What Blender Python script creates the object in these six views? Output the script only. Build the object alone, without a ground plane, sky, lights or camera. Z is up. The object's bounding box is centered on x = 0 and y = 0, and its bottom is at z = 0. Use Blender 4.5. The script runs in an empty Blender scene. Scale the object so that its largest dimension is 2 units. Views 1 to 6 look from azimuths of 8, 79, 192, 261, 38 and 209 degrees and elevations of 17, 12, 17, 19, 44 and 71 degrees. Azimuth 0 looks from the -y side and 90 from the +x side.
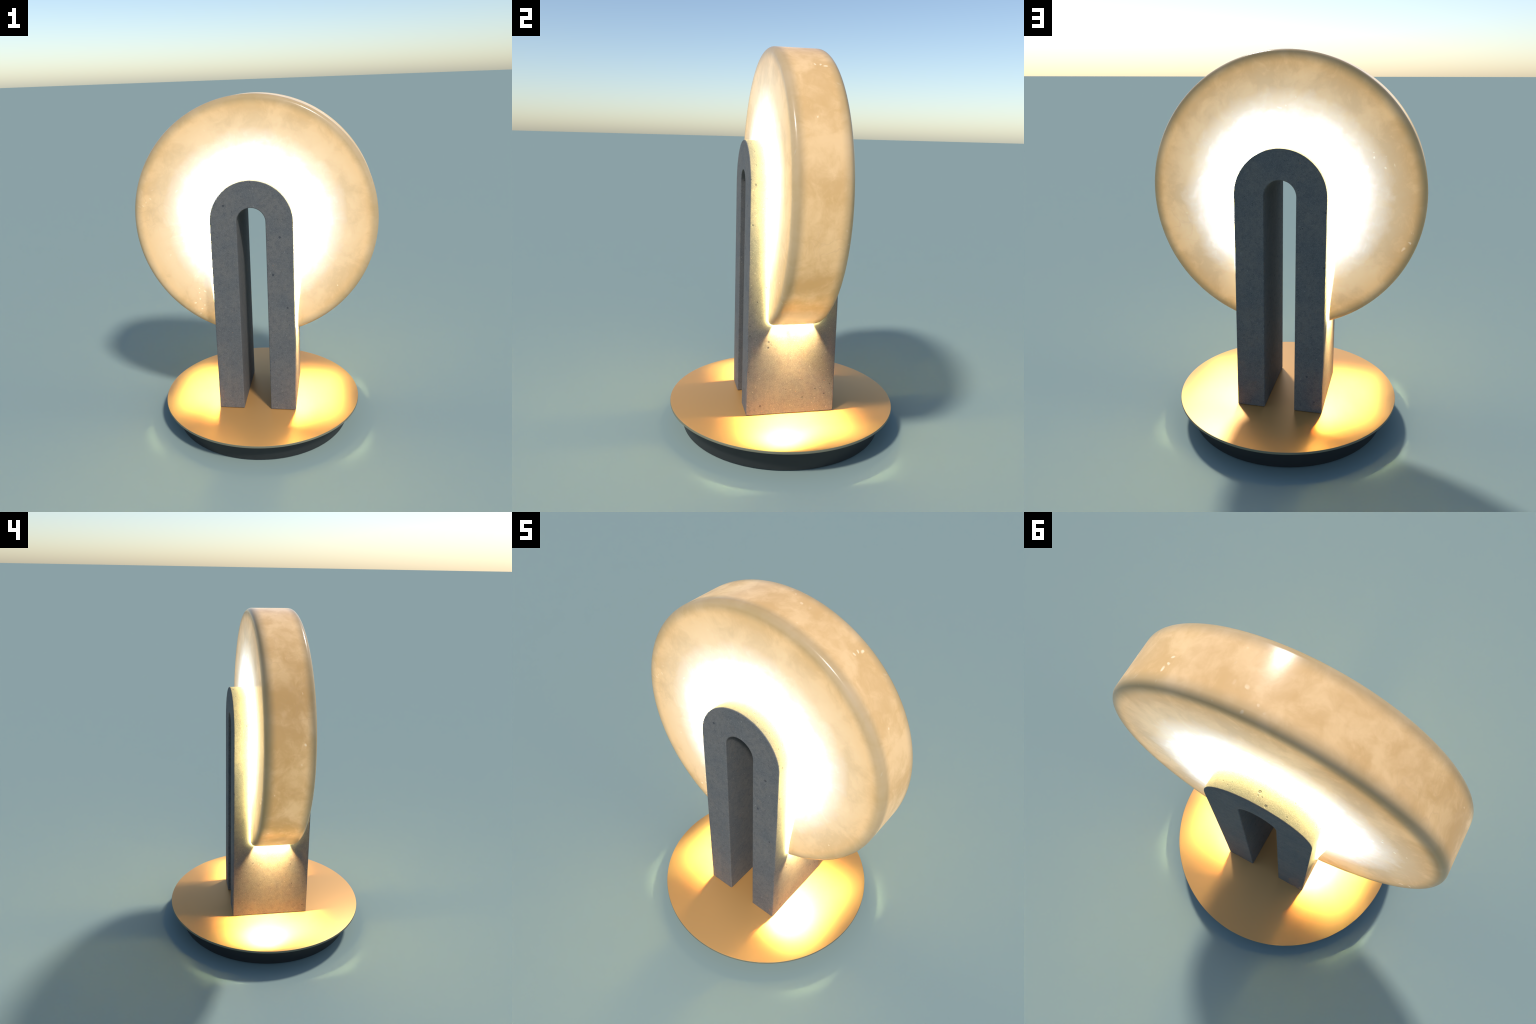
# Table lamp: glowing alabaster disc carried by a concrete arch on a round base with a glow-tinted metal top.
import bpy, bmesh, math
from mathutils import Vector

# ------------------------------------------------------------------ sizes (metres)
DISC_R, DISC_Z, DISC_HALF, DISC_FILLET = 0.7049, 1.2951, 0.1325, 0.028
ARCH_HALF, ARCH_DEPTH, SLOT_HALF, SPRING_Z = 0.2335, 0.2335, 0.0815, 1.3140
PLATE_R, PLATE_TOP, PLATE_LIP = 0.6135, 0.141, 0.013
FOOT_R = 0.544
ARCH_BOTTOM = PLATE_TOP + 0.0015
HALO = 26.0           # radiance of the disc face where it meets the arch
STRIP = 11000.0         # radiance of the light strips hidden in the notch
STRIP_GAP, STRIP_RISE, STRIP_HALF = 0.036, 0.0645, 0.105


# ------------------------------------------------------------------ mesh helpers
def mesh_object(name, bm, parent, material, smooth_angle=35):
    me = bpy.data.meshes.new(name)
    bmesh.ops.recalc_face_normals(bm, faces=bm.faces)
    bm.to_mesh(me)
    bm.free()
    ob = bpy.data.objects.new(name, me)
    bpy.context.scene.collection.objects.link(ob)
    ob.parent = parent
    if material:
        me.materials.append(material)
    for p in me.polygons:
        p.use_smooth = True
    me.set_sharp_from_angle(angle=math.radians(smooth_angle))
    return ob


def revolve(profile, axis, centre, steps=256):
    """Turn a list of (radius, along-axis) pairs into a closed solid."""
    bm = bmesh.new()
    rings = []
    for r, h in profile:
        ring = []
        for k in range(steps if r > 1e-6 else 1):
            a = math.tau * k / steps
            c, s = r * math.cos(a), r * math.sin(a)
            p = Vector((c, h, s)) if axis == "Y" else Vector((c, s, h))
            ring.append(bm.verts.new(p + Vector(centre)))
        rings.append(ring)
    for a, b in zip(rings, rings[1:]):
        for k in range(steps):
            j = (k + 1) % steps
            q = [a[k % len(a)], a[j % len(a)], b[j % len(b)], b[k % len(b)]]
            q = [v for i, v in enumerate(q) if v not in q[:i]]
            if len(q) > 2:
                bm.faces.new(q)
    return bm


def fillet_profile(radius, half, fillet, segments=10):
    pts = [(0.0, -half)]
    pts += [(radius * f, -half) for f in (0.25, 0.5, 0.75, 0.9)]
    for i in range(segments + 1):
        a = math.pi / 2 * i / segments
        pts.append((radius - fillet + fillet * math.sin(a), -half + fillet - fillet * math.cos(a)))
    pts += [(r, -h) for r, h in reversed(pts)]
    return pts


def arch_outline(half, bottom, steps=48):
    """Points of a round-topped doorway, from bottom right over the crown to bottom left."""
    pts = [(half, bottom)]
    for i in range(steps + 1):
        a = math.pi * i / steps
        pts.append((half * math.cos(a), SPRING_Z + half * math.sin(a)))
    pts.append((-half, bottom))
    return pts


def prism(outline, depth):
    bm = bmesh.new()
    front = [bm.verts.new((x, -depth, z)) for x, z in outline]
    back = [bm.verts.new((x, depth, z)) for x, z in outline]
    n = len(outline)
    bm.faces.new(front)
    bm.faces.new(list(reversed(back)))
    for i in range(n):
        j = (i + 1) % n
        bm.faces.new((front[i], back[i], back[j], front[j]))
    return bm


def box(low, high):
    bm = bmesh.new()
    bmesh.ops.create_cube(bm, size=1.0)
    for v in bm.verts:
        v.co = Vector([lo + (c + 0.5) * (hi - lo) for c, lo, hi in zip(v.co, low, high)])
    return bm


# ------------------------------------------------------------------ node helpers
class Nodes:
    def __init__(self, name):
        self.mat = bpy.data.materials.new(name)
        self.mat.use_nodes = True
        self.t = self.mat.node_tree
        self.bsdf = self.t.nodes["Principled BSDF"]
        self.coord = self.t.nodes.new("ShaderNodeTexCoord").outputs["Object"]

    def put(self, socket, value):
        if isinstance(value, bpy.types.NodeSocket):
            self.t.links.new(value, socket)
        elif isinstance(value, (tuple, list)) and len(value) == 3 and socket.type == "RGBA":
            socket.default_value = (*value, 1)
        else:
            socket.default_value = value

    def math(self, op, a, b=0.0, c=0.0, clamp=False):
        n = self.t.nodes.new("ShaderNodeMath")
        n.operation, n.use_clamp = op, clamp
        for s, v in zip(n.inputs, (a, b, c)):
            self.put(s, v)
        return n.outputs[0]

    def noise(self, scale, detail=4, rough=0.55, vector=None, distortion=0.0):
        n = self.t.nodes.new("ShaderNodeTexNoise")
        self.put(n.inputs["Vector"], vector or self.coord)
        self.put(n.inputs["Scale"], scale)
        self.put(n.inputs["Detail"], detail)
        self.put(n.inputs["Roughness"], rough)
        self.put(n.inputs["Distortion"], distortion)
        return n.outputs["Fac"]

    def voronoi(self, scale, feature="F1", output="Distance", vector=None, randomness=1.0):
        n = self.t.nodes.new("ShaderNodeTexVoronoi")
        n.feature = feature
        self.put(n.inputs["Vector"], vector or self.coord)
        self.put(n.inputs["Scale"], scale)
        self.put(n.inputs["Randomness"], randomness)
        return n.outputs[output]

    def ramp(self, fac, stops, interpolation="LINEAR"):
        n = self.t.nodes.new("ShaderNodeValToRGB")
        n.color_ramp.interpolation = interpolation
        e = n.color_ramp.elements
        while len(e) < len(stops):
            e.new(0.5)
        for el, (pos, col) in zip(e, stops):
            el.position = pos
            el.color = (*col, 1) if isinstance(col, tuple) else (col, col, col, 1)
        self.put(n.inputs[0], fac)
        return n.outputs[0]

    def mix(self, fac, a, b, blend="MIX"):
        n = self.t.nodes.new("ShaderNodeMix")
        n.data_type, n.blend_type = "RGBA", blend
        self.put(n.inputs["Factor"], fac)
        self.put(n.inputs["A"], a)
        self.put(n.inputs["B"], b)
        return n.outputs["Result"]

    def span(self, value, lo, hi, smooth=True):
        n = self.t.nodes.new("ShaderNodeMapRange")
        n.interpolation_type = "SMOOTHSTEP" if smooth else "LINEAR"
        self.put(n.inputs["Value"], value)
        self.put(n.inputs["From Min"], lo)
        self.put(n.inputs["From Max"], hi)
        return n.outputs["Result"]

    def xyz(self, vector=None):
        n = self.t.nodes.new("ShaderNodeSeparateXYZ")
        self.put(n.inputs[0], vector or self.coord)
        return n.outputs

    def bump(self, height, strength, distance):
        n = self.t.nodes.new("ShaderNodeBump")
        self.put(n.inputs["Height"], height)
        n.inputs["Strength"].default_value = strength
        n.inputs["Distance"].default_value = distance
        self.put(self.bsdf.inputs["Normal"], n.outputs[0])

    def set(self, **values):
        for k, v in values.items():
            self.put(self.bsdf.inputs[k.replace("_", " ")], v)


# ------------------------------------------------------------------ materials
def alabaster():
    """Stone with its inner light painted into the emission: white by the arch, honey-coloured further
    out, dim along the rounded edges; clouds, veins and pale grains."""
    m = Nodes("glowing_alabaster")
    x, y, z = m.xyz()
    dz = m.math("SUBTRACT", z, DISC_Z)
    r = m.math("SQRT", m.math("ADD", m.math("MULTIPLY", x, x), m.math("MULTIPLY", dz, dz)))
    warp = m.t.nodes.new("ShaderNodeVectorMath")
    warp.operation = "MULTIPLY_ADD"
    swirl = m.t.nodes.new("ShaderNodeTexNoise")
    m.put(swirl.inputs["Vector"], m.coord)
    swirl.inputs["Scale"].default_value, swirl.inputs["Detail"].default_value = 6.0, 3.0
    m.put(warp.inputs[0], swirl.outputs["Color"])
    warp.inputs[1].default_value = (0.16, 0.16, 0.16)
    m.put(warp.inputs[2], m.coord)
    w = warp.outputs[0]
    cloud = m.noise(3.2, 7, 0.62, w)
    fine = m.noise(16.0, 6, 0.65, w)
    crystal = m.voronoi(13.0, "DISTANCE_TO_EDGE", "Distance", w)
    vein_area = m.span(m.noise(2.3, 2, 0.5), 0.50, 0.66)
    vein = m.math("MULTIPLY", m.span(crystal, 0.05, 0.0), vein_area)
    grain_cell = m.voronoi(24.0, "F1", "Distance", w)
    grain = m.math("MULTIPLY", m.span(grain_cell, 0.20, 0.08), m.span(m.noise(4.5, 2, 0.5), 0.56, 0.68))

    # brightness away from the arch
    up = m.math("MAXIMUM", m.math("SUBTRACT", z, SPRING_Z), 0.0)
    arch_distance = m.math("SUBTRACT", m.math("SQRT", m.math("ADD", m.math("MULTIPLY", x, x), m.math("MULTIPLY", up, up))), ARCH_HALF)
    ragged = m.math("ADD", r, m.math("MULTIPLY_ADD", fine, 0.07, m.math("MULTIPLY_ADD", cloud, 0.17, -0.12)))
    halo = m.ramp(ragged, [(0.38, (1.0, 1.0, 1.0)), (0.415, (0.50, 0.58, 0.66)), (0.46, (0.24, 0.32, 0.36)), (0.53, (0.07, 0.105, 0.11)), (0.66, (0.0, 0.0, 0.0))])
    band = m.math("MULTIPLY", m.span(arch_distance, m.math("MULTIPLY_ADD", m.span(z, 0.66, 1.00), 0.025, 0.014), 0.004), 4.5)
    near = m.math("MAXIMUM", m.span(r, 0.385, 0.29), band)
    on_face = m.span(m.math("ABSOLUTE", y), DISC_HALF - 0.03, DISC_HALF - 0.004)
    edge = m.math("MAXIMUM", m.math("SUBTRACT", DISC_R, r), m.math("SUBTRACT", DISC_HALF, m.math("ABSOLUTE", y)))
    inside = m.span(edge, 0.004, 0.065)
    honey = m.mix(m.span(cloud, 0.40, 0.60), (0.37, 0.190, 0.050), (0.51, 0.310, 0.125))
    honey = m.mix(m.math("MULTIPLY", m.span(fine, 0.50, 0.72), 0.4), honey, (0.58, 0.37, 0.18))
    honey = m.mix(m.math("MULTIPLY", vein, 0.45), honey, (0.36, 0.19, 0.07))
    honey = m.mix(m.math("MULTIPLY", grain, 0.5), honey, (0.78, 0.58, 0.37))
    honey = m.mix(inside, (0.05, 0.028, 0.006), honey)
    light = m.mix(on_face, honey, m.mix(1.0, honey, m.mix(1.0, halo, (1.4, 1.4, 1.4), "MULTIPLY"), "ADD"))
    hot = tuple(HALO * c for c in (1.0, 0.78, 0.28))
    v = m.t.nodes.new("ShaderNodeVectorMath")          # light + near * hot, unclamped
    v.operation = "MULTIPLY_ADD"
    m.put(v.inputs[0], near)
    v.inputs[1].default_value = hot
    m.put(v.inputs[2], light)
    base = m.mix(m.span(cloud, 0.3, 0.7), (0.45, 0.315, 0.155), (0.51, 0.37, 0.22))
    base = m.mix(m.math("MULTIPLY", grain, 0.6), base, (0.66, 0.60, 0.46))
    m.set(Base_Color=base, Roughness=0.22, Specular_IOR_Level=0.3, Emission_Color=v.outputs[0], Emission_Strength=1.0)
    m.bump(fine, 0.06, 0.004)
    return m.mat


def light_strip(name, colour, power):
    m = Nodes(name)
    m.set(Base_Color=(0.9, 0.9, 0.8), Emission_Color=colour, Emission_Strength=power)
    return m.mat


def concrete():
    m = Nodes("concrete")
    blotch, mottle, sand = m.noise(7.0, 5, 0.6), m.noise(38.0, 4, 0.65), m.noise(260.0, 3, 0.7)
    colour = m.mix(m.span(blotch, 0.35, 0.65), (0.098, 0.103, 0.107), (0.130, 0.124, 0.117))
    colour = m.mix(m.math("MULTIPLY", m.span(mottle, 0.42, 0.68), 0.6), colour, (0.072, 0.078, 0.084))
    colour = m.mix(m.math("MULTIPLY", m.span(sand, 0.40, 0.75), 0.5), colour, (0.225, 0.220, 0.212))

    def spots(scale, size, keep):
        """Round specks: cell centres of a Voronoi lattice, of which only the share `keep` is filled."""
        d = m.voronoi(scale, "F1", "Distance")
        n = m.t.nodes.new("ShaderNodeSeparateColor")
        m.put(n.inputs[0], m.voronoi(scale, "F1", "Color"))
        on = m.math("LESS_THAN", n.outputs[0], keep)
        radius = m.math("MULTIPLY_ADD", n.outputs[1], 0.6 * size, 0.4 * size)
        ragged = m.math("MULTIPLY_ADD", m.math("SUBTRACT", mottle, 0.5), size * 0.8, radius)
        return m.math("MULTIPLY", on, m.span(m.math("DIVIDE", d, ragged), 1.0, 0.6)), n.outputs[2]

    pit, _ = spots(26.0, 0.22, 0.13)
    pore, _ = spots(75.0, 0.30, 0.30)
    chip, tint = spots(60.0, 0.25, 0.10)
    colour = m.mix(m.math("MULTIPLY", chip, 0.5), colour, m.ramp(tint, [(0.0, (0.30, 0.30, 0.29)), (0.72, (0.26, 0.24, 0.22)), (0.78, (0.26, 0.13, 0.08))]))
    colour = m.mix(m.math("MULTIPLY", pore, 0.7), colour, (0.055, 0.060, 0.068))
    colour = m.mix(m.math("MULTIPLY", pit, 0.85), colour, (0.045, 0.050, 0.060))
    hollow = m.math("ADD", m.math("MULTIPLY", pit, -1.0), m.math("MULTIPLY_ADD", pore, -0.6, m.math("MULTIPLY", sand, 0.35)))
    m.set(Base_Color=colour, Roughness=0.8)
    m.bump(hollow, 0.5, 0.003)
    return m.mat


def brass():
    m = Nodes("glow_tinted_metal")
    m.set(Base_Color=(0.74, 0.39, 0.125), Metallic=0.5, Roughness=0.42)  # grey metal warmed to orange for the lamp glow falling on the plate
    return m.mat


def plate_edge():
    m = Nodes("plate_edge")
    m.set(Base_Color=(0.17, 0.165, 0.11), Roughness=0.5)
    return m.mat


def matt_black():
    m = Nodes("matt_black")
    m.set(Base_Color=(0.004, 0.004, 0.004), Roughness=1.0, Specular_IOR_Level=0.0)
    return m.mat


def dark_metal():
    m = Nodes("dark_metal")
    m.set(Base_Color=(0.024, 0.026, 0.027), Roughness=0.5)
    return m.mat


# ------------------------------------------------------------------ build
lamp = bpy.data.objects.new("table_lamp", None)
bpy.context.scene.collection.objects.link(lamp)
lamp["label"] = "table lamp with glowing alabaster disc in a concrete arch on metal base tinted for its warm glow"
lamp["category"] = "table lamp"

# stone arch: doorway outline with its slot, pushed through in depth, edges rounded
outline = arch_outline(ARCH_HALF, ARCH_BOTTOM) + list(reversed(arch_outline(SLOT_HALF, ARCH_BOTTOM)))
arch = mesh_object("stone_arch", prism(outline, ARCH_DEPTH), lamp, concrete())
bev = arch.modifiers.new("rounded_edges", "BEVEL")
bev.width, bev.segments, bev.limit_method, bev.angle_limit = 0.005, 3, "ANGLE", math.radians(40)
bev.harden_normals = True

# alabaster disc, notched to straddle the arch
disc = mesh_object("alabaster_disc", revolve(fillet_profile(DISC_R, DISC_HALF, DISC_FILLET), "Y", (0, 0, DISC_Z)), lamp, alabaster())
cutter = mesh_object("notch_cutter", prism(arch_outline(ARCH_HALF - 0.012, 0.2), 0.6), None, None)
rim_z = DISC_Z - math.sqrt(DISC_R ** 2 - ARCH_HALF ** 2)      # where the rim meets the arch side
slot_x, strip_z = ARCH_HALF + STRIP_GAP, rim_z + STRIP_RISE
wells = [(-STRIP_HALF, -0.054), (-0.052, -0.001), (0.001, 0.052), (0.054, STRIP_HALF)]
bm = bmesh.new()
for y0, y1 in wells:
    for x0, x1 in ((-slot_x, 0.1 - ARCH_HALF), (ARCH_HALF - 0.1, slot_x)):
        piece = box((x0, y0, 0.5), (x1, y1, strip_z))
        me = bpy.data.meshes.new("piece")
        piece.to_mesh(me)
        piece.free()
        bm.from_mesh(me)
        bpy.data.meshes.remove(me)
slot = mesh_object("slot_cutter", bm, None, None)
for tool in (cutter, slot):
    cut = disc.modifiers.new("notch", "BOOLEAN")
    cut.object, cut.operation, cut.solver = tool, "DIFFERENCE", "EXACT"
graph = bpy.context.evaluated_depsgraph_get()
graph.update()
disc.data = bpy.data.meshes.new_from_object(disc.evaluated_get(graph))
disc.modifiers.clear()
disc.data.set_sharp_from_angle(angle=math.radians(35))
bpy.data.objects.remove(cutter)
bpy.data.objects.remove(slot)
# in each well a small warm-white emitter by the stone and an amber one beside it, set back so
# that the wells aim their light at the base plate and keep it off the table
white = light_strip("warm_white_light", (1.0, 0.98, 0.48), 1.35 * STRIP)
amber = light_strip("amber_light", (1.0, 0.37, 0.06), 0.55 * STRIP)
for side in (-1, 1):
    for n, (y0, y1) in enumerate(wells):
        inner, split, half = (0.004, 0.014, 0.010) if n in (1, 2) else (0.010, 0.020, 0.010)
        for x0, x1, glow in ((inner, split, white), (split, STRIP_GAP - 0.001, amber)):
            xs = sorted((side * (ARCH_HALF + x0), side * (ARCH_HALF + x1)))
            mid = (y0 + y1) / 2
            mesh_object("light_strip", box((xs[0], mid - half, strip_z - 0.003), (xs[1], mid + half, strip_z - 0.001)), lamp, glow)

# black lining keeps stray light inside the wells
lining = matt_black()
disc.data.materials.append(lining)
for p in disc.data.polygons:
    c = p.center
    if ARCH_HALF - 0.011 < abs(c.x) < slot_x + 0.0005 and abs(c.y) < STRIP_HALF + 0.001 and rim_z - 0.02 < c.z < strip_z + 0.001:
        p.material_index = 1
for side in (-1, 1):
    xs = sorted((side * (ARCH_HALF + 0.0005), side * (ARCH_HALF + 0.0020)))
    mesh_object("light_baffle", box((xs[0], 0.001 - STRIP_HALF, rim_z + 0.012), (xs[1], STRIP_HALF - 0.001, strip_z - 0.001)), lamp, lining)

# base: thin overhanging plate on a recessed dark foot
base = bpy.data.objects.new("base", None)
bpy.context.scene.collection.objects.link(base)
base.parent = lamp
b = 0.003
plate = mesh_object("base_plate", revolve([(0, PLATE_TOP), (PLATE_R - b, PLATE_TOP), (PLATE_R - 0.3 * b, PLATE_TOP - 0.3 * b), (PLATE_R, PLATE_TOP - b),
    (PLATE_R, PLATE_TOP - PLATE_LIP), (0, PLATE_TOP - PLATE_LIP)], "Z", (0, 0, 0)), base, brass())
plate.data.materials.append(plate_edge())
for p in plate.data.polygons:
    p.material_index = 0 if p.normal.z > 0.9 else 1
mesh_object("base_foot", revolve([(0, PLATE_TOP - PLATE_LIP - 0.001), (FOOT_R, PLATE_TOP - PLATE_LIP - 0.001), (FOOT_R, 0.01), (FOOT_R - 0.003, 0.003), (FOOT_R - 0.01, 0), (0, 0)], "Z", (0, 0, 0)), base, dark_metal())
